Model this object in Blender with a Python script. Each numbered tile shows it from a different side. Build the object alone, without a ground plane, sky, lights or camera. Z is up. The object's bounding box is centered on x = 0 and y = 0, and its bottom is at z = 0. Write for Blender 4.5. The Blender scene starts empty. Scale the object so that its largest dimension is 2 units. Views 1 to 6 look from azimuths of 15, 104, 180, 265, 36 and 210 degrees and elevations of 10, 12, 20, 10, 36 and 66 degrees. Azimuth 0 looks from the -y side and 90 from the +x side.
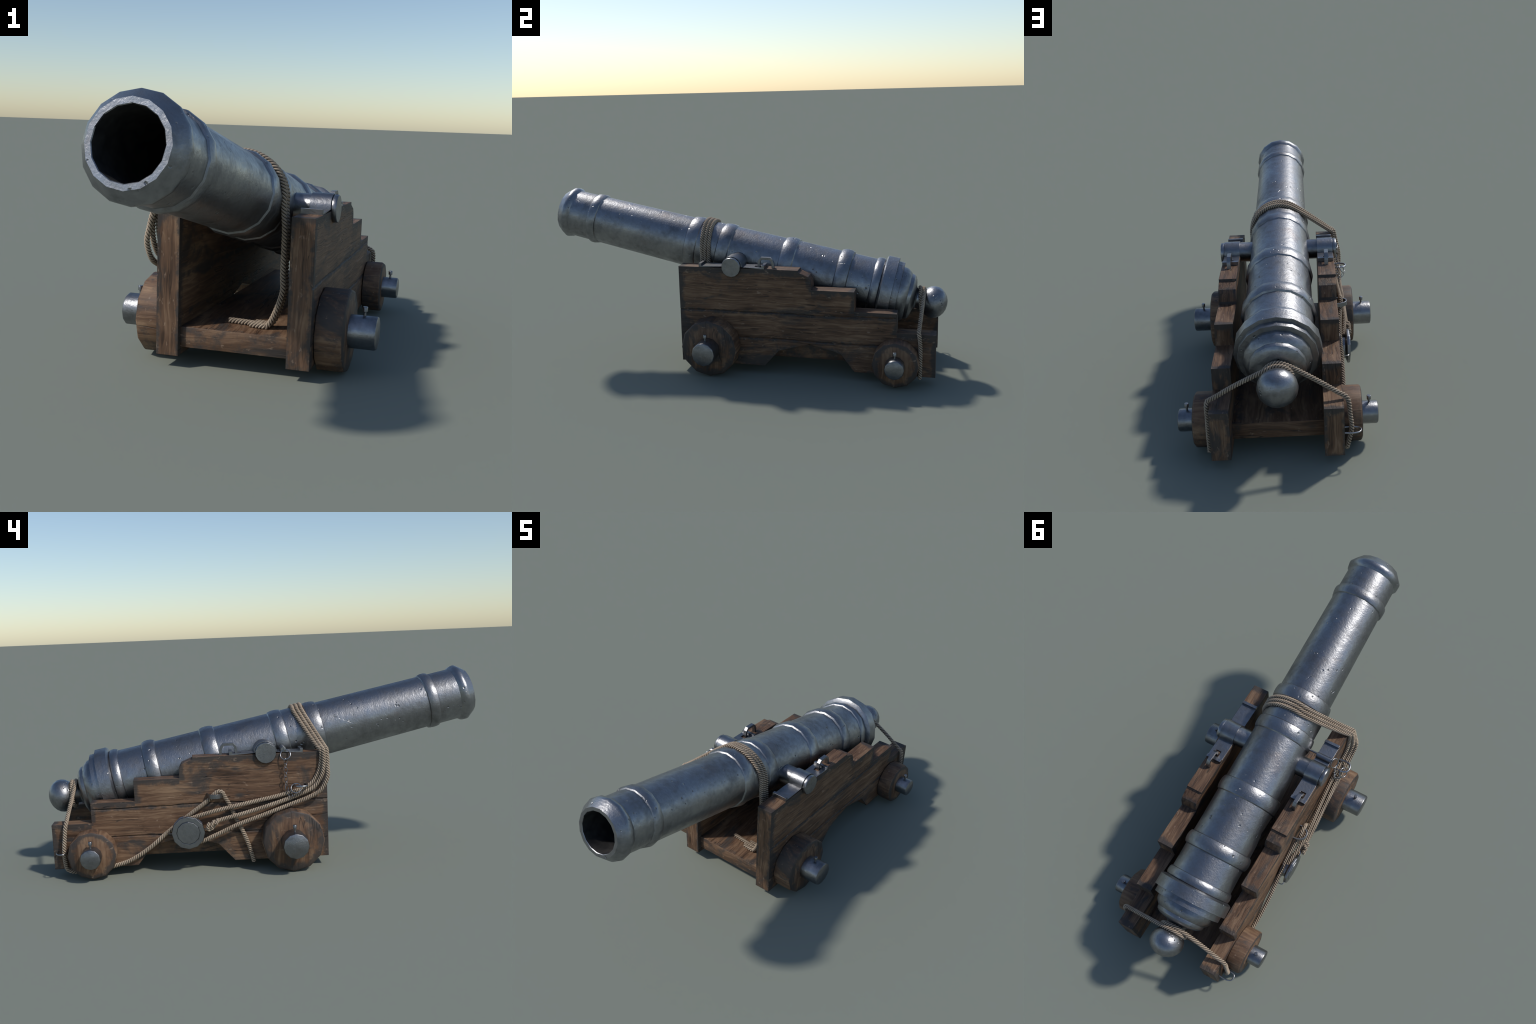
# Old ship's cannon on a wooden truck carriage, lashed with ropes.
# Everything is laid out in a left-right symmetric frame (barrel axis in the
# plane x = 0, muzzle towards -y) and then given the slight sideways skew the
# original has: x += SKEW0 + SKEW * y.
import bpy, bmesh, math, random
from mathutils import Vector, Matrix, noise

random.seed(7)
SKEW0, SKEW = 0.0045, 0.035
V = Vector

# ------------------------------------------------------------------ helpers
scene = bpy.context.scene


def skew_point(p):
    return V((p[0] + SKEW0 + SKEW * p[1], p[1], p[2]))


def skew_mesh(me):
    for v in me.vertices:
        v.co.x += SKEW * v.co.y


def smooth_by_angle(me, degrees):
    """Smooth shading with edges sharper than the angle kept crisp."""
    bm = bmesh.new()
    bm.from_mesh(me)
    lim = math.radians(degrees)
    for f in bm.faces:
        f.smooth = True
    for e in bm.edges:
        if len(e.link_faces) == 2:
            e.smooth = e.calc_face_angle(0.0) < lim
    bm.to_mesh(me)
    bm.free()


def mesh_from(name, verts, faces, degrees=35, skew=True):
    me = bpy.data.meshes.new(name)
    me.from_pydata([tuple(v) for v in verts], [], faces)
    me.validate()
    bm = bmesh.new()
    bm.from_mesh(me)
    bmesh.ops.remove_doubles(bm, verts=bm.verts, dist=1e-6)
    bmesh.ops.recalc_face_normals(bm, faces=bm.faces)
    bm.to_mesh(me)
    bm.free()
    if skew:
        skew_mesh(me)
    smooth_by_angle(me, degrees)
    return me


def mesh_from_bm(name, bm, degrees=35, skew=True):
    me = bpy.data.meshes.new(name)
    bmesh.ops.recalc_face_normals(bm, faces=bm.faces)
    bm.to_mesh(me)
    bm.free()
    if skew:
        skew_mesh(me)
    smooth_by_angle(me, degrees)
    return me


WORLD = {}          # world matrix of every placed object, by name


def place(name, me, mats, parent, loc=(0, 0, 0), skew_loc=True, matrix=None):
    """Link an object; loc is in the unskewed frame."""
    ob = bpy.data.objects.new(name, me)
    scene.collection.objects.link(ob)
    if me is not None and not me.materials:
        for m in (mats if isinstance(mats, (list, tuple)) else [mats]):
            me.materials.append(m)
    world = skew_point(loc) if skew_loc else V(loc)
    mw = Matrix.Translation(world)
    if matrix is not None:
        mw = mw @ matrix
    ob.parent = parent
    ob.matrix_parent_inverse = WORLD.get(parent.name, Matrix.Identity(4)).inverted()
    ob.matrix_basis = mw
    WORLD[ob.name] = mw
    return ob


def lathe(profile, segments, frame, phase=math.pi / 2, closed_ends=(True, True)):
    """Turn (t, r) pairs about an axis; frame(t, side, up) -> point."""
    verts, faces, rings = [], [], []
    for t, r in profile:
        if r < 1e-6:
            rings.append([len(verts)])
            verts.append(frame(t, 0, 0))
        else:
            idx = []
            for k in range(segments):
                a = phase + 2 * math.pi * k / segments
                idx.append(len(verts))
                verts.append(frame(t, r * math.cos(a), r * math.sin(a)))
            rings.append(idx)
    for a, b in zip(rings[:-1], rings[1:]):
        if len(a) == 1 and len(b) == 1:
            continue
        n = max(len(a), len(b))
        for k in range(n):
            k2 = (k + 1) % n
            if len(a) == 1:
                faces.append((a[0], b[k], b[k2]))
            elif len(b) == 1:
                faces.append((a[k], a[k2], b[0]))
            else:
                faces.append((a[k], a[k2], b[k2], b[k]))
    if closed_ends[0] and len(rings[0]) > 1:
        faces.append(tuple(rings[0]))
    if closed_ends[1] and len(rings[-1]) > 1:
        faces.append(tuple(rings[-1]))
    return verts, faces


def x_axis(t, s, u):
    return V((t, s, u))


def z_axis(t, s, u):
    return V((s, u, t))


def box_bm(bm, lo, hi, bevel=0.0):
    m = Matrix.Translation((V(lo) + V(hi)) / 2) @ Matrix.Diagonal((*(V(hi) - V(lo)), 1))
    r = bmesh.ops.create_cube(bm, size=1, matrix=m)
    if bevel:
        edges = list({e for v in r["verts"] for e in v.link_edges})
        bmesh.ops.bevel(bm, geom=edges, offset=bevel, segments=2, affect="EDGES", profile=0.5)


def catmull(points, step):
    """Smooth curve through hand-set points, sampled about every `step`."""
    P = [V(p) for p in points]
    P = [P[0] * 2 - P[1]] + P + [P[-1] * 2 - P[-2]]
    fine = []
    for i in range(1, len(P) - 2):
        p0, p1, p2, p3 = P[i - 1:i + 3]
        d01, d12, d23 = [max((b - a).length, 1e-5) ** 0.5 for a, b in ((p0, p1), (p1, p2), (p2, p3))]
        m1 = (p1 - p0) / d01 - (p2 - p0) / (d01 + d12) + (p2 - p1) / d12
        m2 = (p2 - p1) / d12 - (p3 - p1) / (d12 + d23) + (p3 - p2) / d23
        m1, m2 = m1 * d12, m2 * d12
        n = max(4, int((p2 - p1).length / 0.002))
        for k in range(n):
            u = k / n
            u2, u3 = u * u, u * u * u
            fine.append(p1 * (2 * u3 - 3 * u2 + 1) + m1 * (u3 - 2 * u2 + u)
                        + p2 * (-2 * u3 + 3 * u2) + m2 * (u3 - u2))
    fine.append(P[-2])
    out, carry = [fine[0]], 0.0
    for a, b in zip(fine[:-1], fine[1:]):
        L = (b - a).length
        while L > 0 and carry + L >= step:
            a = a + (b - a) * ((step - carry) / L)
            out.append(a.copy())
            L = (b - a).length
            carry = 0.0
        carry += L
    out.append(fine[-1])
    return out


def frames_along(pts, closed=False):
    n = len(pts)
    T = []
    for i in range(n):
        a = pts[(i - 1) % n] if closed else pts[max(i - 1, 0)]
        b = pts[(i + 1) % n] if closed else pts[min(i + 1, n - 1)]
        T.append((b - a).normalized())
    ref = V((0, 0, 1)) if abs(T[0].z) < 0.9 else V((0, 1, 0))
    N = [(ref - T[0] * ref.dot(T[0])).normalized()]
    for i in range(1, n):
        q = T[i - 1].rotation_difference(T[i])
        v = q @ N[-1]
        N.append((v - T[i] * v.dot(T[i])).normalized())
    return T, N, [t.cross(m) for t, m in zip(T, N)]


def tube(pts, radius, sides, closed=False, verts=None, faces=None, offset=None):
    """Round tube; offset(i) -> (angle, distance) shifts the centre (strands)."""
    verts = [] if verts is None else verts
    faces = [] if faces is None else faces
    T, N, B = frames_along(pts, closed)
    base, n = len(verts), len(pts)
    for i in range(n):
        c = pts[i]
        r = radius(i) if callable(radius) else radius
        if offset:
            a, d = offset(i)
            c = c + (N[i] * math.cos(a) + B[i] * math.sin(a)) * d
        for k in range(sides):
            th = 2 * math.pi * k / sides
            verts.append(c + (N[i] * math.cos(th) + B[i] * math.sin(th)) * r)
    for i in range(n if closed else n - 1):
        j = (i + 1) % n
        for k in range(sides):
            l = (k + 1) % sides
            faces.append((base + i * sides + k, base + i * sides + l, base + j * sides + l, base + j * sides + k))
    if not closed:
        faces.append(tuple(base + k for k in range(sides)))
        faces.append(tuple(base + (n - 1) * sides + k for k in range(sides)))
    return verts, faces


# ---------------------------------------------------------------- materials
class Nodes:
    """Small wrapper to write node trees as expressions."""

    def __init__(self, name):
        self.mat = bpy.data.materials.new(name)
        self.mat.use_nodes = True
        self.nt = self.mat.node_tree
        self.nt.nodes.clear()
        self.out = self.nt.nodes.new("ShaderNodeOutputMaterial")
        self.bsdf = self.nt.nodes.new("ShaderNodeBsdfPrincipled")
        self.nt.links.new(self.bsdf.outputs[0], self.out.inputs[0])
        self.obj = self.new("ShaderNodeTexCoord").outputs["Object"]

    def new(self, t, **kw):
        n = self.nt.nodes.new(t)
        for k, v in kw.items():
            setattr(n, k, v)
        return n

    def put(self, sock, v):
        if isinstance(v, bpy.types.NodeSocket):
            self.nt.links.new(v, sock)
        elif v is not None:
            if sock.type == "RGBA" and len(v) == 3:
                v = (*v, 1)
            sock.default_value = v

    def math(self, op, a, b=None, c=None, clamp=False):
        n = self.new("ShaderNodeMath", operation=op, use_clamp=clamp)
        for s, v in zip(n.inputs, (a, b, c)):
            self.put(s, v)
        return n.outputs[0]

    def vmath(self, op, a, b=None, out=0):
        n = self.new("ShaderNodeVectorMath", operation=op)
        self.put(n.inputs[0], a)
        if b is not None:
            if op == "SCALE":
                self.put(n.inputs["Scale"], b)
            else:
                self.put(n.inputs[1], b)
        return n.outputs[out]

    def scale(self, vec, s, rot=(0, 0, 0), loc=(0, 0, 0)):
        n = self.new("ShaderNodeMapping")
        self.put(n.inputs["Vector"], vec)
        n.inputs["Scale"].default_value = s
        n.inputs["Rotation"].default_value = rot
        n.inputs["Location"].default_value = loc
        return n.outputs[0]

    def noise(self, vec, scale, detail=4, rough=0.55, dist=0.0):
        n = self.new("ShaderNodeTexNoise")
        self.put(n.inputs["Vector"], vec)
        n.inputs["Scale"].default_value = scale
        n.inputs["Detail"].default_value = detail
        n.inputs["Roughness"].default_value = rough
        n.inputs["Distortion"].default_value = dist
        return n.outputs["Fac"]

    def voronoi(self, vec, scale, feature="F1", rnd=1.0):
        n = self.new("ShaderNodeTexVoronoi", feature=feature)
        self.put(n.inputs["Vector"], vec)
        n.inputs["Scale"].default_value = scale
        n.inputs["Randomness"].default_value = rnd
        return n

    def ramp(self, fac, stops):
        n = self.new("ShaderNodeValToRGB")
        els = n.color_ramp.elements
        while len(els) < len(stops):
            els.new(0.5)
        for e, (p, c) in zip(els, stops):
            e.position = p
            e.color = (*c, 1) if not isinstance(c, (int, float)) else (c, c, c, 1)
        self.put(n.inputs[0], fac)
        return n.outputs[0]

    def range(self, v, a, b, c=0.0, d=1.0):
        n = self.new("ShaderNodeMapRange", interpolation_type="SMOOTHSTEP")
        for s, x in zip(n.inputs, (v, a, b, c, d)):
            self.put(s, x)
        return n.outputs[0]

    def mix(self, fac, a, b, blend="MIX"):
        n = self.new("ShaderNodeMix", data_type="RGBA", blend_type=blend)
        self.put(n.inputs[0], fac)
        self.put(n.inputs[6], a)
        self.put(n.inputs[7], b)
        return n.outputs[2]

    def xyz(self, vec):
        n = self.new("ShaderNodeSeparateXYZ")
        self.put(n.inputs[0], vec)
        return n.outputs

    def obj_x(self):
        return self.xyz(self.obj)[0]

    def segment(self, a, b):
        """Distance from the shading point to the segment a-b (a scratch)."""
        a, b = V(a), V(b)
        d = b - a
        rel = self.vmath("SUBTRACT", self.obj, tuple(a))
        t = self.math("DIVIDE", self.vmath("DOT_PRODUCT", rel, tuple(d), out=1), d.length_squared, clamp=True)
        n = self.new("ShaderNodeVectorMath", operation="SCALE")
        n.inputs[0].default_value = tuple(d)
        self.put(n.inputs["Scale"], t)
        return self.vmath("LENGTH", self.vmath("SUBTRACT", rel, n.outputs[0]), out=1)

    def finish(self, color, rough, metal=0.0, height=None, strength=0.5, dist=0.004, bevel=0.0, spec=0.5):
        b = self.bsdf
        self.put(b.inputs["Base Color"], color)
        self.put(b.inputs["Roughness"], rough)
        self.put(b.inputs["Metallic"], metal)
        b.inputs["Specular IOR Level"].default_value = spec
        nrm = None
        if bevel:
            n = self.new("ShaderNodeBevel", samples=6)
            n.inputs["Radius"].default_value = bevel
            nrm = n.outputs[0]
        if height is not None:
            n = self.new("ShaderNodeBump")
            n.inputs["Strength"].default_value = strength
            n.inputs["Distance"].default_value = dist
            self.put(n.inputs["Height"], height)
            if nrm:
                self.put(n.inputs["Normal"], nrm)
            nrm = n.outputs[0]
        if nrm:
            self.put(b.inputs["Normal"], nrm)
        return self.mat


IRON_DARK, IRON_MID, IRON_LIGHT = (0.175, 0.175, 0.18), (0.265, 0.268, 0.28), (0.345, 0.35, 0.365)


def iron_material(name, scratches=(), pits=True, tint=1.0, rough=(0.32, 0.47), bevel=0.0, relief=0.5):
    g = Nodes(name)
    big = g.noise(g.obj, 7, 4, 0.6, 0.4)
    mid = g.noise(g.obj, 38, 4, 0.6)
    fine = g.noise(g.obj, 150, 3, 0.6)
    tone = g.math("ADD", g.math("MULTIPLY", big, 0.6), g.math("MULTIPLY", mid, 0.4))
    t = lambda c: tuple(x * tint for x in c)
    col = g.ramp(tone, [(0.33, t(IRON_DARK)), (0.5, t(IRON_MID)), (0.68, t(IRON_LIGHT))])
    # faint brown rust bloom
    rust = g.range(g.noise(g.scale(g.obj, (1, 1, 1), loc=(3, 1, 7)), 9, 5, 0.65, 0.6), 0.56, 0.72, 0.0, 0.4)
    col = g.mix(rust, col, tuple(x * tint for x in (0.20, 0.165, 0.15)))
    hammer = g.noise(g.scale(g.obj, (1.5, 2.2, 1.0)), 62, 3, 0.6, 0.5)
    height = g.math("ADD", g.math("ADD", g.math("MULTIPLY", mid, 0.5), g.math("MULTIPLY", hammer, 0.26)), g.math("MULTIPLY", fine, 0.2))
    if pits:
        wobble = g.new("ShaderNodeTexNoise")
        g.put(wobble.inputs["Vector"], g.obj)
        wobble.inputs["Scale"].default_value = 120
        ragged = g.vmath("ADD", g.obj, g.vmath("SCALE", g.vmath("SUBTRACT", wobble.outputs["Color"], (0.5, 0.5, 0.5)), 0.006))
        vn = g.voronoi(ragged, 58)
        size = g.math("MULTIPLY", g.xyz(vn.outputs["Color"])[2], 0.30)
        hole = g.range(vn.outputs["Distance"], 0.05, g.math("ADD", size, 0.10), 1.0, 0.0)
        keep = g.math("GREATER_THAN", g.xyz(vn.outputs["Color"])[0], 0.80)
        zone = g.range(g.noise(g.scale(g.obj, (1, 1, 1), loc=(9, 4, 2)), 5, 2), 0.42, 0.52)
        pit = g.math("MULTIPLY", g.math("MULTIPLY", hole, keep), zone)
        height = g.math("SUBTRACT", height, g.math("MULTIPLY", pit, 1.5))
        col = g.mix(g.math("MULTIPLY", pit, 0.5), col, tuple(x * 0.45 * tint for x in IRON_DARK))
    for a, b, w in scratches:
        wob = g.math("MULTIPLY", g.math("SUBTRACT", g.noise(g.obj, 90, 2), 0.5), 0.004)
        s = g.range(g.math("ADD", g.segment(skew_point(a), skew_point(b)), wob), w * 0.1, w, 1.0, 0.0)
        broken = g.range(g.noise(g.scale(g.obj, (1, 1, 1), loc=(1, 6, 3)), 45, 2), 0.38, 0.58, 0.2, 1.0)
        height = g.math("SUBTRACT", height, g.math("MULTIPLY", g.math("MULTIPLY", s, broken), 1.0))
    rgh = g.range(tone, 0.35, 0.68, rough[1], rough[0])
    return g.finish(col, rgh, 1.0, height, relief, 0.0045, bevel)


def dark_bore_material():  # near-black, rough colouring for the inside faces of the bore
    g = Nodes("dark_bore_iron")
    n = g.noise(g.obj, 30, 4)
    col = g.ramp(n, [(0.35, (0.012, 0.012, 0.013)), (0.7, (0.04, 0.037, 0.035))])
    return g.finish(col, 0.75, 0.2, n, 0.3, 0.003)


def facing_mask(axis, above=True):
    """Mask of the faces that look along an axis (or do not)."""
    def f(g):
        n = g.xyz(g.new("ShaderNodeNewGeometry").outputs["True Normal"])[axis]
        return g.math("GREATER_THAN" if above else "LESS_THAN", g.math("ABSOLUTE", n), 0.6)
    return f


def facing_mask(axis, above=True):
    """Mask of the faces that look along an axis (or do not)."""
    def f(g):
        n = g.xyz(g.new("ShaderNodeNewGeometry").outputs["True Normal"])[axis]
        return g.math("GREATER_THAN" if above else "LESS_THAN", g.math("ABSOLUTE", n), 0.6)
    return f


WOOD_DARK, WOOD_MID, WOOD_LIGHT = (0.042, 0.021, 0.011), (0.124, 0.066, 0.036), (0.245, 0.152, 0.089)
GRIME = (0.036, 0.034, 0.033)


def wood_material(name, grain, cross, edge=None, seed=0.0, end=None):
    """Aged timber. grain: stretch of the fibres; edge(g) -> grime mask.
    end: (mask(g), axis order) - faces on which the fibres run another way."""
    g = Nodes(name)
    base = g.obj
    if end:
        parts = g.xyz(g.obj)
        turned = g.new("ShaderNodeCombineXYZ")
        for sock, k in zip(turned.inputs, end[1]):
            g.put(sock, parts[k])
        pick = g.new("ShaderNodeMix", data_type="VECTOR")
        g.put(pick.inputs[0], end[0](g))
        g.put(pick.inputs[4], g.obj)
        g.put(pick.inputs[5], turned.outputs[0])
        base = pick.outputs[1]
    co = g.scale(base, (1, 1, 1), loc=(seed, seed * 1.7, seed * 0.6))
    wn = g.new("ShaderNodeTexNoise")
    g.put(wn.inputs["Vector"], co)
    wn.inputs["Scale"].default_value = 4.5
    bent = g.vmath("ADD", co, g.vmath("SCALE", g.vmath("SUBTRACT", wn.outputs["Color"], (0.5, 0.5, 0.5)), 0.035))
    fib = g.noise(g.scale(bent, grain), 1.0, 6, 0.62, 1.2)
    fine = g.noise(g.scale(bent, tuple(x * 3.2 for x in grain)), 1.0, 3, 0.6, 0.6)
    blot = g.noise(g.scale(co, cross), 1.0, 4, 0.6, 0.5)
    tone = g.math("ADD", g.math("MULTIPLY", fib, 0.54), g.math("ADD", g.math("MULTIPLY", blot, 0.36), g.math("MULTIPLY", fine, 0.1)))
    col = g.ramp(tone, [(0.37, WOOD_DARK), (0.485, WOOD_MID), (0.63, WOOD_LIGHT)])
    # thin dark checks running with the fibres
    check = g.noise(g.scale(bent, tuple(x * (0.75 if x > 10 else 0.45) for x in grain), loc=(4, 4, 4)), 1.0, 2, 0.5, 0.15)
    crack = g.math("MULTIPLY", g.range(g.math("ABSOLUTE", g.math("SUBTRACT", check, 0.5)), 0.002, 0.014, 1.0, 0.0),
                   g.range(g.noise(g.scale(co, cross, loc=(2, 5, 1)), 0.8, 2), 0.5, 0.6))
    # knots and stains
    vk = g.voronoi(g.scale(co, (0.6, 5, 9)), 1.0)
    knot = g.math("MULTIPLY", g.range(vk.outputs["Distance"], 0.04, 0.15, 1.0, 0.0),
                  g.math("GREATER_THAN", g.xyz(vk.outputs["Color"])[1], 0.55))
    stain = g.range(g.noise(g.scale(co, tuple(x * 0.8 for x in cross), loc=(7, 3, 5)), 1.0, 5, 0.65, 0.7), 0.51, 0.64, 0.0, 0.85)
    dark = g.math("MAXIMUM", stain, g.math("MULTIPLY", knot, 0.85))
    if edge:
        e = edge(g)
        ragged = g.math("ADD", e, g.math("MULTIPLY", g.math("SUBTRACT", g.noise(co, 20, 5, 0.68), 0.5), 1.9))
        dark = g.math("MAXIMUM", dark, g.range(ragged, 0.35, 0.85, 0.0, 0.85))
    col = g.mix(dark, col, GRIME)
    col = g.mix(g.math("MULTIPLY", crack, 0.75), col, (0.018, 0.014, 0.012))
    # pale scuffs
    sv = g.range(g.noise(g.scale(co, (60, 25, 60)), 1.0, 3, 0.7), 0.62, 0.72, 0.0, 0.45)
    col = g.mix(sv, col, (0.33, 0.235, 0.165))
    h = g.math("SUBTRACT", g.math("ADD", g.math("MULTIPLY", fib, 0.7), g.math("MULTIPLY", fine, 0.35)), g.math("MULTIPLY", crack, 0.8))
    return g.finish(col, g.range(tone, 0.35, 0.65, 0.55, 0.7), 0.0, h, 0.55, 0.004, bevel=0.003, spec=0.4)


def rope_material(name, lo, hi):
    g = Nodes(name)
    fib = g.noise(g.scale(g.obj, (1, 1, 1)), 420, 3, 0.7, 0.8)
    blot = g.noise(g.obj, 14, 4, 0.6)
    tone = g.math("ADD", g.math("MULTIPLY", fib, 0.5), g.math("MULTIPLY", blot, 0.5))
    col = g.ramp(tone, [(0.36, lo), (0.66, hi)])
    return g.finish(col, 0.85, 0.0, fib, 0.5, 0.002, spec=0.2)


# ------------------------------------------------------------- main measures
AXIS_Z, AXIS_RISE = 0.5227, 0.2155          # bore axis height at y = 0, rise per metre
_ax = V((0, -1, AXIS_RISE)).normalized()
_up = V((0, AXIS_RISE, 1)).normalized()


def barrel_point(t, s, u):
    """t along the bore axis towards the muzzle, s sideways, u across."""
    p = V((0, 0, AXIS_Z)) + _ax * t + V((1, 0, 0)) * s + _up * u
    p.x -= 0.005 + 0.0055 * p.y          # the gun sits a touch off the carriage's centre line
    return p


SCRATCHES = [
    ((-0.119, -0.3245, 0.6509), (-0.1290, -0.4111, 0.6177), 0.0035),
    ((0.0065, -0.2801, 0.714), (-0.032, -0.3608, 0.7287), 0.0035),
    ((0.0985, 0.4068, 0.5349), (0.097, 0.4733, 0.5229), 0.0035),
    ((0.097, 0.4733, 0.5229), (0.099, 0.5286, 0.5231), 0.003),
    ((-0.075, 0.3492, 0.5666), (-0.107, 0.3551, 0.536), 0.003),
]
barrel_iron = iron_material("cast_iron", SCRATCHES)
forged_iron = iron_material("forged_iron", (), pits=False, tint=0.92, rough=(0.3, 0.42), bevel=0.002, relief=0.4)
wire_iron = iron_material("bright_wire_iron", (), pits=False, tint=1.25, rough=(0.25, 0.35), relief=0.2)
dark_bore = dark_bore_material()
rope_fibre = rope_material("rope_fibre", (0.27, 0.205, 0.148), (0.50, 0.40, 0.30))
rope_lay = rope_material("rope_dark_lay", (0.035, 0.028, 0.022), (0.07, 0.055, 0.043))

# --------------------------------------------------------------- the thing
cannon = bpy.data.objects.new("cannon", None)
scene.collection.objects.link(cannon)
cannon["label"] = "old iron ship cannon on dark wooden wheeled carriage with rope lashings"
cannon["category"] = "cannon"

# ------------------------------------------------------------------- barrel


def tube_radius(t):
    return 0.1300 - 0.0118 * t


def moulding(t0, t1, r0, r1, rise, n=6):
    """Rounded ring standing `rise` proud between two stations."""
    out = []
    for k in range(n + 1):
        u = k / n
        a = math.pi * u
        out.append((t0 + (t1 - t0) * (0.5 - 0.5 * math.cos(a)), r0 + (r1 - r0) * u + rise * math.sin(a) ** 0.95))
    return out


profile = [(0.30, 0.0), (0.30, 0.084), (0.60, 0.0855), (0.999, 0.0865)]          # bore
bore_count = len(profile)
profile += [(1.0010, 0.0885), (1.0010, 0.1025), (0.997, 0.1055), (0.970, 0.1265), (0.965, 0.1295), (0.959, 0.1310), (0.951, 0.1305), (0.944, 0.1285), (0.938, 0.1245), (0.931, tube_radius(0.93))]
profile += [(0.88, tube_radius(0.88))]
profile += moulding(0.832, 0.782, tube_radius(0.832), tube_radius(0.782), 0.0095)
profile += [(0.64, tube_radius(0.64)), (0.46, tube_radius(0.46))]
profile += moulding(0.290, 0.226, tube_radius(0.290), 0.1325, 0.0085)
profile += moulding(0.123, 0.058, 0.1325, 0.1330, 0.0085)
profile += [(-0.07, 0.1345)]
profile += moulding(-0.196, -0.268, 0.1365, 0.1385, 0.0110)
profile += [(-0.37, 0.1395)]
profile += moulding(-0.476, -0.542, 0.1410, 0.1420, 0.0145)
profile += [(-0.60, 0.1425)]
profile += moulding(-0.652, -0.694, 0.1435, 0.1475, 0.0090)
profile += [(-0.6985, 0.164), (-0.704, 0.1715), (-0.756, 0.1725), (-0.758, 0.157), (-0.785, 0.1565), (-0.7865, 0.1350),
            (-0.799, 0.1345), (-0.808, 0.1320), (-0.819, 0.1245), (-0.8295, 0.1150), (-0.831, 0.1125), (-0.838, 0.1122), (-0.846, 0.1090), (-0.8525, 0.1020),
            (-0.858, 0.0910), (-0.8625, 0.0750), (-0.865, 0.0600), (-0.868, 0.0520), (-0.875, 0.0478), (-0.885, 0.0472), (-0.918, 0.0472)]
vs, fs = lathe(profile, 16, barrel_point, closed_ends=(False, False))
barrel_me = mesh_from("barrel", vs, fs, degrees=24.5)
barrel_me.materials.append(barrel_iron)
barrel_me.materials.append(dark_bore)
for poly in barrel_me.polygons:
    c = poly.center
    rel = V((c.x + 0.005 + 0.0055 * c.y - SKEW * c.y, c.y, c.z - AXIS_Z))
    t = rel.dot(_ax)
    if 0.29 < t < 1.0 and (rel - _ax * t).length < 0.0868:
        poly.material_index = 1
barrel = place("barrel", barrel_me, [barrel_iron, dark_bore], cannon)

knob_profile = [(-0.9565 + 0.0650 * math.cos(math.pi * k / 11), 0.0775 * math.sin(math.pi * k / 11)) for k in range(12)]
vs, fs = lathe(knob_profile, 16, lambda t, s, u: barrel_point(t, s, u + 0.0035))
place("cascabel_knob", mesh_from("cascabel_knob", vs, fs, 60), barrel_iron, barrel)

TRUNNION = V((0, 0.0045, 0.5195))
for side in (1, -1):
    prof = [(side * x, r) for x, r in ((0.10, 0.0458), (0.2500, 0.0458), (0.2515, 0.0468), (0.2635, 0.0468), (0.2668, 0.0450), (0.2672, 0.0))]
    vs, fs = lathe(prof, 14, x_axis)
    place("trunnion", mesh_from("trunnion", vs, fs, 40), forged_iron, barrel, TRUNNION)

# -------------------------------------------------------------------- cheeks
FRONT, REAR, FOOT = -0.2635, 0.9563, 0.040
STEPS = [(FRONT, 0.5140, 0.325), (0.388, 0.4235, 0.587), (0.587, 0.3300, 0.781), (0.781, 0.2400, REAR)]
SHOULDER = [(0.325, 0.5140), (0.3265, 0.5040), (0.374, 0.4850), (0.3845, 0.4640), (0.388, 0.4235)]
ARCH = [(0.157, 0.040), (0.2275, 0.1187), (0.2884, 0.1375), (0.376, 0.1605), (0.4836, 0.1350), (0.526, 0.1210), (0.588, 0.040)]


def piecewise(pts, y):
    for (a, za), (b, zb) in zip(pts[:-1], pts[1:]):
        if a <= y <= b:
            return za + (zb - za) * ((y - a) / (b - a) if b > a else 0)
    return None


def cheek_foot(y):
    return piecewise(ARCH, y) or FOOT


# plank seams and long checks: height as a wandering line, start, end, depth
SEAMS = [(0.304, FRONT, 0.785, 0.0065), (0.174, 0.0, 0.80, 0.0055), (0.374, -0.19, 0.06, 0.0018), (0.466, -0.05, 0.36, 0.0016),
         (0.259, 0.50, 0.70, 0.0018), (0.181, 0.53, 0.62, 0.0022), (0.423, 0.05, 0.30, 0.0016), (0.345, 0.10, 0.50, 0.0013),
         (0.225, -0.20, 0.10, 0.0013), (0.110, 0.62, 0.95, 0.0015), (0.405, -0.23, 0.02, 0.0013)]


def seam_depth(y, z, seed):
    d = 0.0
    for i, (z0, a, b, dep) in enumerate(SEAMS):
        if a <= y <= b:
            zz = z0 + 0.008 * noise.noise((y * 3.5, i * 3.1, seed)) + 0.002 * noise.noise((y * 22, i * 1.7, seed))
            w = 0.0040 if dep > 0.003 else 0.0022
            fade = min(1, (y - a) / 0.03 + (0.6 if a <= FRONT else 0), (b - y) / 0.03)
            d = max(d, dep * max(0, fade) * max(0, 1 - abs(z - zz) / w))
    return d


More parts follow.
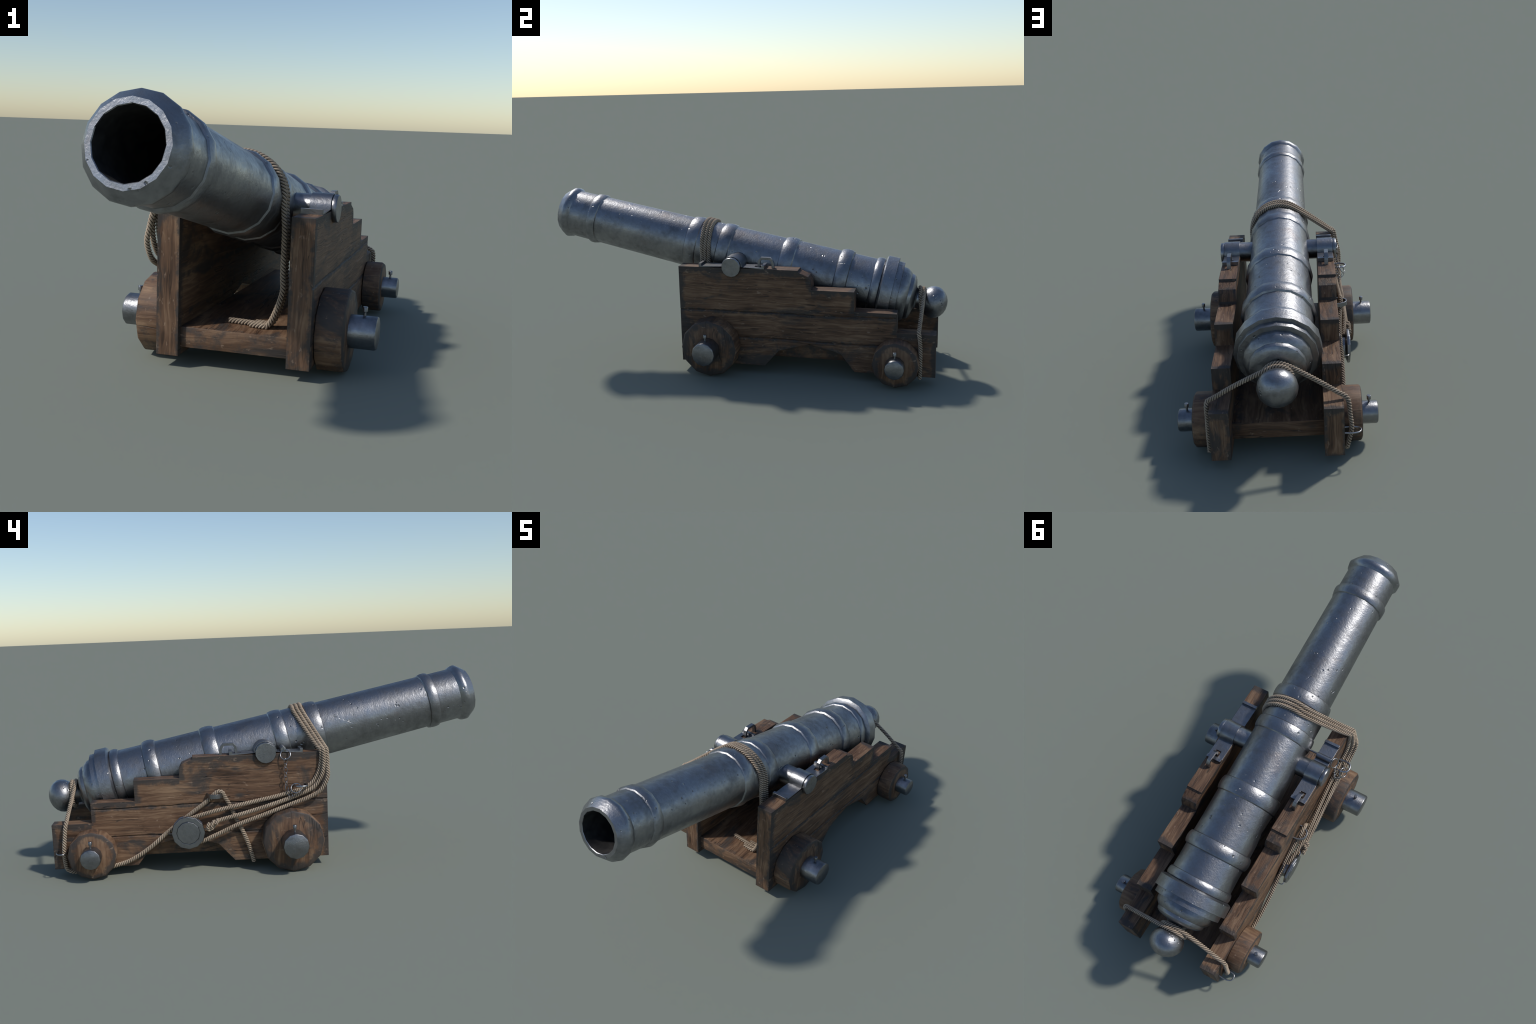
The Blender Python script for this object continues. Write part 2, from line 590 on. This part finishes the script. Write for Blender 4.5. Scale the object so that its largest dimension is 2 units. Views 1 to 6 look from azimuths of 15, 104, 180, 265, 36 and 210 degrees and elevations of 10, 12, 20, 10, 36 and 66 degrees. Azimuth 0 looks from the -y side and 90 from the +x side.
def cheek_mesh(side):
    ys = [FRONT, REAR] + [p[0] for p in SHOULDER] + [p[0] for p in ARCH] + [s[0] for s in STEPS]
    n = 190
    ys += [FRONT + (REAR - FRONT) * k / n for k in range(n + 1)]
    ys = sorted(set(round(y, 5) for y in ys))
    clean = [ys[0]]
    keyed = set(round(v, 5) for v in [FRONT, REAR] + [p[0] for p in SHOULDER] + [p[0] for p in ARCH] + [s[0] for s in STEPS])
    for y in ys[1:]:
        if y - clean[-1] > 0.0024 or y in keyed:
            clean.append(y)
    ys = clean
    key_z = [0.040, 0.514, 0.504, 0.485, 0.464, 0.4235, 0.330, 0.240]
    zs = sorted(set([round(0.040 + 0.0024 * k, 5) for k in range(198)] + key_z))
    bm = bmesh.new()
    cache = {}

    def half(y):
        return 0.2530 - (0.0050 if side > 0 else 0.0022) * (y + 0.26)

    def vert(y, z):
        k = (round(y, 5), round(z, 5))
        if k not in cache:
            warp = 0.0012 * noise.noise((y * 4, z * 9, side * 5.0))
            x = half(y) + warp - seam_depth(y, z, side * 2.3 + 4)
            cache[k] = bm.verts.new((side * x, y, z))
        return cache[k]

    def tops(y0, y1):
        m = (y0 + y1) / 2
        for a, z, b in STEPS:
            if a <= m <= b:
                return z, z
        return piecewise(SHOULDER, y0), piecewise(SHOULDER, y1)

    for y0, y1 in zip(ys[:-1], ys[1:]):
        t0, t1 = tops(y0, y1)
        m = (y0 + y1) / 2
        b0, b1 = (cheek_foot(y0), cheek_foot(y1)) if ARCH[0][0] < m < ARCH[-1][0] else (FOOT, FOOT)
        for z0, z1 in zip(zs[:-1], zs[1:]):
            quad = []
            for y, z, lo, hi in ((y0, z0, b0, t0), (y1, z0, b1, t1), (y1, z1, b1, t1), (y0, z1, b0, t0)):
                v = vert(y, min(max(z, lo), hi))
                if v not in quad:
                    quad.append(v)
            if len(quad) > 2:
                try:
                    bm.faces.new(quad)
                except ValueError:
                    pass
    outer = list(bm.faces)
    ext = bmesh.ops.extrude_face_region(bm, geom=outer, use_keep_orig=True)
    for v in [g for g in ext["geom"] if isinstance(g, bmesh.types.BMVert)]:
        y, z = v.co.y, v.co.z
        x = half(y) - 0.0745 - 0.0006 * noise.noise((y * 5, z * 8, side * 9.0))
        v.co.x = side * x
    return mesh_from_bm("cheek", bm, 32)


def cheek_edges(g):
    """Grime band along the stepped top, the ends and the foot of a cheek."""
    _, y, z = g.xyz(g.obj)
    top = 0.514
    for a, zt in ((0.387, 0.4235), (0.587, 0.330), (0.781, 0.240)):
        zprev = {0.4235: 0.514, 0.330: 0.4235, 0.240: 0.330}[zt]
        top = g.math("SUBTRACT", top, g.math("MULTIPLY", g.math("GREATER_THAN", y, a), zprev - zt))
    d_top = g.math("SUBTRACT", top, z)
    nz = g.math("ABSOLUTE", g.xyz(g.new("ShaderNodeNewGeometry").outputs["True Normal"])[2])
    upright = g.math("LESS_THAN", nz, 0.5)
    m = g.math("MULTIPLY", g.range(d_top, 0.0, 0.06, 1.0, 0.0), upright)
    side_face = g.math("LESS_THAN", g.math("ABSOLUTE", g.xyz(g.new("ShaderNodeNewGeometry").outputs["True Normal"])[1]), 0.5)
    m = g.math("MAXIMUM", m, g.math("MULTIPLY", g.range(y, FRONT, FRONT + 0.06, 0.95, 0.0), side_face))
    m = g.math("MAXIMUM", m, g.math("MULTIPLY", g.range(y, REAR - 0.05, REAR, 0.0, 0.95), side_face))
    across = g.math("ABSOLUTE", g.math("SUBTRACT", g.math("ABSOLUTE", g.math("SUBTRACT", g.obj_x(), g.math("MULTIPLY", y, SKEW))), 0.215))
    m = g.math("MAXIMUM", m, g.math("MULTIPLY", g.range(across, 0.012, 0.036, 0.0, 0.75), g.math("SUBTRACT", 1.0, side_face)))
    arch = g.math("MULTIPLY", g.range(g.math("ABSOLUTE", g.math("SUBTRACT", y, 0.376)), 0.13, 0.27, 0.8, 0.0), g.range(z, 0.12, 0.19, 1.0, 0.0))
    m = g.math("MAXIMUM", m, g.math("MULTIPLY", arch, side_face))
    for a, lo, hi in ((0.388, 0.4235, 0.6), (0.587, 0.330, 0.44), (0.781, 0.240, 0.34)):
        near = g.math("MULTIPLY", g.math("MULTIPLY", g.range(y, a - 0.05, a, 0.0, 0.95), g.math("LESS_THAN", y, a - 0.0005)), side_face)
        m = g.math("MAXIMUM", m, g.math("MULTIPLY", near, g.math("GREATER_THAN", z, lo - 0.01)))
    m = g.math("MAXIMUM", m, g.range(z, 0.04, 0.075, 0.55, 0.0))
    # grime held by the two plank seams
    for zs, amount in ((0.300, 0.75), (0.172, 0.6)):
        m = g.math("MAXIMUM", m, g.math("MULTIPLY", g.range(g.math("ABSOLUTE", g.math("SUBTRACT", z, zs)), 0.002, 0.022, amount, 0.0), side_face))
    return m


cheek_wood = wood_material("weathered_oak_cheek", (70, 2.6, 62), (9, 4, 9), cheek_edges, end=(facing_mask(1), (0, 2, 1)))
for side in (1, -1):
    place("carriage_cheek", cheek_mesh(side), cheek_wood, cannon)

# --------------------------------------------------------------------- bed


def bed_edges(g):
    x, y, z = g.xyz(g.obj)
    m = g.range(g.math("ABSOLUTE", x), 0.13, 0.18, 0.0, 0.6)
    return g.math("MAXIMUM", m, g.range(y, -0.235, -0.2, 0.5, 0.0))


bed_wood = wood_material("weathered_oak_bed", (38, 3.0, 40), (10, 4, 9), bed_edges, seed=3.0, end=(facing_mask(1), (1, 0, 2)))
bm = bmesh.new()
box_bm(bm, (-0.1795, -0.2445, 0.0665), (0.1795, 0.8590, 0.1345), bevel=0.002)
place("carriage_bed", mesh_from_bm("carriage_bed", bm), bed_wood, cannon)

# ------------------------------------------------------------------- wheels


def wheel_edges(rim):
    def f(g):
        _, y, z = g.xyz(g.obj)
        r = g.math("SQRT", g.math("ADD", g.math("MULTIPLY", y, y), g.math("MULTIPLY", z, z)))
        face = facing_mask(0)(g)
        on_face = g.math("MULTIPLY", g.range(r, rim * 0.5, rim * 0.98, 0.0, 0.95), face)
        return g.math("MAXIMUM", on_face, g.math("MULTIPLY", g.math("SUBTRACT", 1.0, face), 0.42))
    return f


pin_prof = [(-0.03, 0.0), (-0.03, 0.0042), (0.0115, 0.0042), (0.0125, 0.0082), (0.027, 0.0086), (0.0285, 0.0075), (0.0287, 0.0)]
vs, fs = lathe(pin_prof, 10, z_axis)
pin_me = mesh_from("linchpin", vs, fs, 40)


def truck(name_seed, R, y, z, x_in, x_out, axle_r, axle_out, pin_x):
    mat = wood_material("weathered_oak_wheel", (30, 34, 3.2), (9, 9, 5), wheel_edges(R), seed=name_seed, end=(facing_mask(0, above=False), (2, 1, 0)))
    w = (x_out - x_in)
    prof = [(-w / 2, 0), (-w / 2, R - 0.003), (-w / 2 + 0.003, R), (w / 2 - 0.009, R), (w / 2 - 0.003, R - 0.003), (w / 2, R - 0.0085), (w / 2, 0)]
    vs, fs = lathe(prof, 12, x_axis)
    wheel_me = mesh_from("wheel", vs, fs, 40)
    ax_prof = [(-0.02, axle_r), (axle_out - x_out - 0.007, axle_r), (axle_out - x_out - 0.002, axle_r - 0.002), (axle_out - x_out, axle_r - 0.006), (axle_out - x_out + 0.0003, 0)]
    vs, fs = lathe(ax_prof, 12, x_axis)
    axle_me = mesh_from("axle_end", vs, fs, 36)
    for side in (1, -1):
        flip = Matrix.Rotation(math.pi, 4, "Z") if side < 0 else None
        wh = place("wheel", wheel_me, mat, cannon, (side * (x_in + x_out) / 2, y, z), matrix=flip)
        place("axle_end", axle_me, forged_iron, wh, (side * x_out, y, z), matrix=flip)
        place("linchpin", pin_me, forged_iron, wh, (side * pin_x, y, z + axle_r), matrix=None)


truck(1.0, 0.1375, -0.0965, 0.1375, 0.2538, 0.3445, 0.0562, 0.4330, 0.3885)
truck(5.0, 0.1070, 0.7800, 0.1120, 0.2500, 0.3240, 0.0445, 0.3880, 0.3535)

# ------------------------------------------------------- trunnion cap straps


def strap_mesh(side):
    """Flat iron strap bent over the trunnion, with turned-up ends and a slot."""
    x0, x1, R0, R1 = 0.1785, 0.2495, 0.0466, 0.0500
    zb, zt = 0.5128, 0.5200
    cy, cz = TRUNNION.y, TRUNNION.z
    a0 = math.asin((zt - cz) / R1) if abs(zt - cz) < R1 else 0
    top = [(-0.1605, 0.5315), (-0.1475, 0.5315), (-0.1475, zt)]
    arc = [math.pi - a0 - (math.pi - 2 * a0) * k / 12 for k in range(13)]
    top += [(cy + R1 * math.cos(a), cz + R1 * math.sin(a)) for a in arc]
    top += [(0.1495, zt), (0.1495, 0.5305), (0.1635, 0.5305)]
    low = [(-0.1605, zb), (-0.1475, zb), (-0.1475, zb)] + [(cy + R0 * math.cos(a), max(zb, cz + R0 * math.sin(a))) for a in arc]
    low += [(0.1495, zb), (0.1495, zb), (0.1635, zb)]
    verts, faces, n = [], [], len(top)
    for x in (x0, x1):
        verts += [V((side * x, y, z)) for y, z in top] + [V((side * x, y, z)) for y, z in low]
    o = 2 * n
    for k in range(n - 1):
        faces.append((k, k + 1, n + k + 1, n + k))
        faces.append((o + k, o + k + 1, o + n + k + 1, o + n + k))
        faces.append((k, k + 1, o + k + 1, o + k))
        faces.append((n + k, n + k + 1, o + n + k + 1, o + n + k))
    for k in (0, n - 1):
        faces.append((k, n + k, o + n + k, o + k))
    me = mesh_from("trunnion_strap", verts, faces, 30, skew=False)
    # slot through the rear leaf for the staple
    bm = bmesh.new()
    bm.from_mesh(me)
    return bm


def staple_mesh(side):
    """Flat hasp staple: an arch of square bar standing on the cheek."""
    path = [(0.1320, 0.500), (0.1320, 0.535), (0.1345, 0.548), (0.1440, 0.5595), (0.1860, 0.5595), (0.1955, 0.548), (0.2000, 0.535), (0.2005, 0.500)]
    xm, w, th = 0.2160, 0.0085, 0.0058
    verts, faces = [], []
    n = len(path)
    for i, (y, z) in enumerate(path):
        a, b = path[max(i - 1, 0)], path[min(i + 1, n - 1)]
        t = V((0, b[0] - a[0], b[1] - a[1])).normalized()
        nn = V((0, -t.z, t.y))
        for dx, dn in ((-w, -th), (w, -th), (w, th), (-w, th)):
            verts.append(V((side * (xm + dx), y, z)) + nn * dn)
    for i in range(n - 1):
        for k in range(4):
            l = (k + 1) % 4
            faces.append((4 * i + k, 4 * i + l, 4 * i + 4 + l, 4 * i + 4 + k))
    faces += [(0, 1, 2, 3), tuple(4 * n - 4 + k for k in range(4))]
    return mesh_from("hasp_staple", verts, faces, 30)


def cut_slot(me, side):
    """Boolean the slot in the strap's rear leaf."""
    ob = bpy.data.objects.new("slot_body", me)
    scene.collection.objects.link(ob)
    bm = bmesh.new()
    box_bm(bm, (side * 0.216 - 0.013, 0.112, 0.49), (side * 0.216 + 0.013, 0.142, 0.56))
    cme = bpy.data.meshes.new("slot_cutter")
    bm.to_mesh(cme)
    bm.free()
    cut = bpy.data.objects.new("slot_cutter", cme)
    scene.collection.objects.link(cut)
    mod = ob.modifiers.new("slot", "BOOLEAN")
    mod.object, mod.operation, mod.solver = cut, "DIFFERENCE", "EXACT"
    dg = bpy.context.evaluated_depsgraph_get()
    out = bpy.data.meshes.new_from_object(ob.evaluated_get(dg))
    bpy.data.objects.remove(ob)
    bpy.data.objects.remove(cut)
    out.name = "trunnion_strap"
    return out


for side in (1, -1):
    bm = strap_mesh(side)
    me = bpy.data.meshes.new("strap_raw")
    bm.to_mesh(me)
    bm.free()
    me = cut_slot(me, side)
    skew_mesh(me)
    smooth_by_angle(me, 30)
    strap = place("trunnion_strap", me, forged_iron, cannon)
    place("hasp_staple", staple_mesh(side), forged_iron, strap)

# -------------------------------------------------- hinge pin, rings, chain


def ring_mesh(name, R, r, sides=8, seg=20, squash=1.0):
    pts = [V((R * math.cos(2 * math.pi * k / seg), R * squash * math.sin(2 * math.pi * k / seg), 0)) for k in range(seg)]
    vs, fs = tube(pts, r, sides, closed=True)
    return mesh_from(name, vs, fs, 60, skew=False)


def facing(x, y, z):
    """Rotation that turns a flat ring's axis to the given direction."""
    return V((0, 0, 1)).rotation_difference(V((x, y, z)).normalized()).to_matrix().to_4x4()


# pin lying across the cheek top in a small knuckle, ahead of the trunnion
vs, fs = tube([V((-0.136, -0.0790, 0.5305)), V((-0.257, -0.0790, 0.5305))], 0.0042, 10)
pin = place("hinge_pin", mesh_from("hinge_pin", vs, fs, 40), forged_iron, cannon)
vs, fs = lathe([(-0.2495, 0.0), (-0.2495, 0.0125), (-0.1785, 0.0125), (-0.1785, 0.0)], 12, lambda t, s, u: V((t, -0.0750 + s, 0.5285 + u)))
place("hinge_knuckle", mesh_from("hinge_knuckle", vs, fs, 35), forged_iron, pin)

ring_me = ring_mesh("pin_ring", 0.0225, 0.0025)
place("pin_ring", ring_me, wire_iron, pin, (-0.2650, -0.0810, 0.5085), matrix=facing(-0.82, 0.25, 0.50))
low_ring = (-0.2990, -0.1190, 0.3640)
place("pin_ring", ring_me, wire_iron, pin, low_ring, matrix=facing(-0.78, 0.20, 0.60))
link_me = ring_mesh("chain_link", 0.0080, 0.0014, 6, 14, 1.5)
chain_path = catmull([(-0.2740, -0.0805, 0.4900), (-0.2720, -0.0800, 0.4500), (-0.2720, -0.0795, 0.4000), (-0.2745, -0.0830, 0.3560),
                      (-0.2800, -0.0900, 0.3350), (-0.2930, -0.1020, 0.3310), (-0.3060, -0.1150, 0.3420)], 0.0001)
n_links = 10
for k in range(n_links):
    i = int((k + 0.5) / n_links * (len(chain_path) - 1))
    c = chain_path[i]
    d = (chain_path[min(i + 60, len(chain_path) - 1)] - chain_path[max(i - 60, 0)]).normalized()
    q = V((0, 1, 0)).rotation_difference(d).to_matrix().to_4x4()
    twist = Matrix.Rotation(math.radians((90 if k % 2 else 0) + random.uniform(-18, 18) + 80), 4, "Y")
    place("chain_link", link_me, wire_iron, pin, c, matrix=q @ twist)

# eye staple that carries the lower ring
eye_pts = [V((-0.240, -0.1670, 0.3735)), V((-0.285, -0.1715, 0.3735)), V((-0.309, -0.1640, 0.3735)), V((-0.3170, -0.1440, 0.3735)),
           V((-0.309, -0.1240, 0.3735)), V((-0.285, -0.1165, 0.3735)), V((-0.240, -0.1210, 0.3735))]
vs, fs = tube(catmull(eye_pts, 0.004), 0.0048, 8)
place("eye_staple", mesh_from("eye_staple", vs, fs, 50), wire_iron, cannon)

# band staple the rope end is led through
band = []
for k in range(17):
    a = math.pi * k / 16
    band.append(V((-0.2480 - 0.052 * math.sin(a) ** 0.85, 0.2345 + 0.0335 * math.cos(a), 0.3425)))
band = [V((-0.240, 0.2680, 0.3425))] + band + [V((-0.240, 0.2010, 0.3425))]
verts, faces = [], []
for i, p in enumerate(band):
    t = (band[min(i + 1, len(band) - 1)] - band[max(i - 1, 0)]).normalized()
    nn = V((0, 0, 1)).cross(t).normalized()
    for dn, dz in ((-0.0028, -0.0095), (0.0028, -0.0095), (0.0028, 0.0095), (-0.0028, 0.0095)):
        verts.append(p + nn * dn + V((0, 0, dz)))
for i in range(len(band) - 1):
    for k in range(4):
        l = (k + 1) % 4
        faces.append((4 * i + k, 4 * i + l, 4 * i + 4 + l, 4 * i + 4 + k))
faces += [(0, 1, 2, 3), tuple(4 * len(band) - 4 + k for k in range(4))]
place("band_staple", mesh_from("band_staple", verts, faces, 35), forged_iron, cannon)

# small eye low on the rear of the cheek
eye_pts = [V((-0.240, 0.9340, 0.1215)), V((-0.290, 0.9360, 0.1215)), V((-0.309, 0.9280, 0.1215)), V((-0.3135, 0.9150, 0.1215)),
           V((-0.309, 0.9020, 0.1215)), V((-0.290, 0.8950, 0.1215)), V((-0.240, 0.8960, 0.1215))]
vs, fs = tube(catmull(eye_pts, 0.004), 0.0032, 8)
place("eye_staple", mesh_from("eye_staple", vs, fs, 50), wire_iron, cannon)

# ------------------------------------------------------------------- pulley
PULLEY = V((0, 0.359, 0.188))
prof = [(-0.256, 0.0), (-0.256, 0.066), (-0.262, 0.0715), (-0.266, 0.066), (-0.272, 0.050), (-0.284, 0.050), (-0.290, 0.066),
        (-0.293, 0.0735), (-0.3015, 0.0735), (-0.3045, 0.0715), (-0.3050, 0.0530), (-0.3030, 0.0515), (-0.3075, 0.0490), (-0.3085, 0.0)]
vs, fs = lathe(prof, 12, x_axis)
pulley = place("pulley", mesh_from("pulley", vs, fs, 24), forged_iron, cannon, PULLEY)
vs, fs = tube(catmull([(-0.296, 0.425, 0.1870), (-0.297, 0.440, 0.1865), (-0.292, 0.4465, 0.1865), (-0.270, 0.447, 0.1875), (-0.252, 0.446, 0.188)], 0.003), 0.0022, 6)
place("wire_hook", mesh_from("wire_hook", vs, fs, 50), wire_iron, pulley)
vs, fs = tube(catmull([(-0.296, 0.296, 0.1990), (-0.297, 0.280, 0.2030), (-0.292, 0.2705, 0.2090), (-0.280, 0.268, 0.2110)], 0.003), 0.0024, 6)
place("wire_hook", mesh_from("wire_hook", vs, fs, 50), wire_iron, pulley)

# -------------------------------------------------------------------- ropes
ROPE_R, LAY = 0.0098, 0.034


def rope(path, radius=ROPE_R, name="rope"):
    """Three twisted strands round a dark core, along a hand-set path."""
    pts = catmull(path, 0.0032)
    verts, faces = [], []
    tube(pts, radius * 0.77, 8, verts=verts, faces=faces)
    core_faces = len(faces)
    turn = -2 * math.pi * 0.0032 / (LAY * radius / ROPE_R)
    ph = random.uniform(0, 6)
    for s in range(3):
        tube(pts, radius * 0.52, 8, verts=verts, faces=faces,
             offset=lambda i, s=s: (ph + turn * i + s * 2 * math.pi / 3, radius * 0.50))
    me = bpy.data.meshes.new(name)
    me.from_pydata([tuple(v) for v in verts], [], faces)
    me.materials.append(rope_fibre)
    me.materials.append(rope_lay)
    for i in range(core_faces):
        me.polygons[i].material_index = 1
    bm = bmesh.new()
    bm.from_mesh(me)
    bmesh.ops.recalc_face_normals(bm, faces=bm.faces)
    bm.to_mesh(me)
    bm.free()
    skew_mesh(me)
    smooth_by_angle(me, 60)
    return place(name, me, [rope_fibre, rope_lay], cannon)


def over_barrel(y, a0, a1, n):
    """Points where a rope in the plane y = const lies on the barrel."""
    zc = AXIS_Z - AXIS_RISE * y
    R = 0.1365
    return [(R * math.cos(math.radians(a0 + (a1 - a0) * k / (n - 1))) - 0.005 - 0.0055 * y, y, zc + 1.025 * R * math.sin(math.radians(a0 + (a1 - a0) * k / (n - 1)))) for k in range(n)]


# three falls over the barrel: the inboard ends hang down to the bed, the
# outboard parts turn over the cheek corner and run aft along its side
falls = [
    dict(y=-0.183, bed=[(0.137, -0.181, 0.262), (0.088, -0.172, 0.1455), (0.070, -0.171, 0.1440), (0.030, -0.166, 0.1440)],
         corner=[(-0.2460, -0.2570, 0.5350), (-0.2620, -0.2630, 0.5230), (-0.2665, -0.2640, 0.5080)],
         run=[(-0.280, -0.2630, 0.455), (-0.290, -0.2600, 0.405), (-0.289, -0.2270, 0.347), (-0.287, -0.1800, 0.3200), (-0.286, -0.0999, 0.2920),
              (-0.287, 0.020, 0.2510), (-0.293, 0.1398, 0.2128), (-0.290, 0.240, 0.1690), (-0.281, 0.2948, 0.1441), (-0.279, 0.350, 0.1300)]),
    dict(y=-0.165, bed=[(0.137, -0.163, 0.262), (0.087, -0.152, 0.1455), (0.060, -0.150, 0.1440), (0.000, -0.143, 0.1440), (-0.050, -0.138, 0.1440)],
         corner=[(-0.2480, -0.2400, 0.5360), (-0.2650, -0.2470, 0.5240), (-0.2700, -0.2480, 0.5080)],
         run=[(-0.277, -0.2470, 0.460), (-0.280, -0.2370, 0.415), (-0.280, -0.2000, 0.3620), (-0.280, -0.1223, 0.3275), (-0.289, 0.0058, 0.2890),
              (-0.294, 0.120, 0.2600), (-0.297, 0.2145, 0.2384), (-0.297, 0.238, 0.2300)]),
    dict(y=-0.147, bed=[(0.138, -0.146, 0.262), (0.092, -0.134, 0.1455), (0.070, -0.132, 0.1440), (0.040, -0.131, 0.1440)],
         corner=[(-0.2440, -0.2270, 0.5330), (-0.2590, -0.2370, 0.5210), (-0.2620, -0.2390, 0.5050)],
         run=[(-0.262, -0.2350, 0.460), (-0.263, -0.2230, 0.420), (-0.264, -0.1830, 0.3680), (-0.266, -0.0590, 0.3305), (-0.275, 0.050, 0.3110),
              (-0.286, 0.1658, 0.2915), (-0.288, 0.260, 0.2720), (-0.281, 0.3354, 0.2500), (-0.279, 0.362, 0.2400)]),
]
for f in falls:
    y = f["y"]
    zc = AXIS_Z - AXIS_RISE * y
    lead = [(0.1370, y, zc - 0.10), (0.1370, y, 0.320)]
    rope(f["bed"][::-1] + lead[::-1] + over_barrel(y, -8, 116, 9) + f["corner"] + f["run"])

# knot that makes the middle fall fast to the pulley
knot = []
for k in range(30):
    a = k / 29 * 2 * math.pi * 2.2
    knot.append((-0.301 - 0.011 * math.cos(a), 0.236 + 0.030 * (k / 29) - 0.010 * math.sin(2 * a / 2.2), 0.224 - 0.012 * (k / 29) + 0.017 * math.sin(a)))
rope(knot, ROPE_R * 0.82, "rope_knot")

# tackle line: round the breech neck, through the eye, behind the wheel,
# past the pulley, up through the band staple and down to a loose end
NECK_Z = lambda y: AXIS_Z - AXIS_RISE * y


def neck_arc(y0, y1, a0, a1, n, R=0.0575):
    """Turns about the breech neck, from one station to another."""
    out = []
    for k in range(n):
        u = k / (n - 1)
        y, a = y0 + (y1 - y0) * u, math.radians(a0 + (a1 - a0) * u)
        out.append((R * math.cos(a) - 0.005 - 0.0055 * y, y, NECK_Z(y) + R * math.sin(a)))
    return out


rope([(0.2605, 0.8885, 0.035), (0.2610, 0.889, 0.110), (0.2600, 0.888, 0.190), (0.2600, 0.8830, 0.2360), (0.2560, 0.8800, 0.2490),
      (0.2300, 0.8810, 0.2640), (0.1500, 0.8860, 0.3130)]
     + neck_arc(0.8920, 0.8725, 62, 62 + 412, 28)
     + [(-0.150, 0.8800, 0.3200), (-0.230, 0.8880, 0.2690), (-0.2610, 0.8905, 0.2490), (-0.2690, 0.8935, 0.2330), (-0.2740, 0.900, 0.180), (-0.2790, 0.9050, 0.1260),
        (-0.2700, 0.9060, 0.0800), (-0.2620, 0.8990, 0.0410), (-0.2600, 0.8750, 0.0285), (-0.2590, 0.780, 0.0290), (-0.2600, 0.6961, 0.0442),
        (-0.2640, 0.6187, 0.0684), (-0.2670, 0.5322, 0.1206), (-0.2665, 0.4438, 0.1922), (-0.2625, 0.3563, 0.2560), (-0.2700, 0.2700, 0.3190),
        (-0.2760, 0.2440, 0.3440), (-0.2740, 0.2200, 0.3600), (-0.2740, 0.2030, 0.3570), (-0.2680, 0.1900, 0.3310), (-0.2635, 0.1694, 0.2925), (-0.2650, 0.1505, 0.2440),
        (-0.2700, 0.1080, 0.1503), (-0.2690, 0.0830, 0.0700), (-0.2680, 0.0752, 0.0340)])
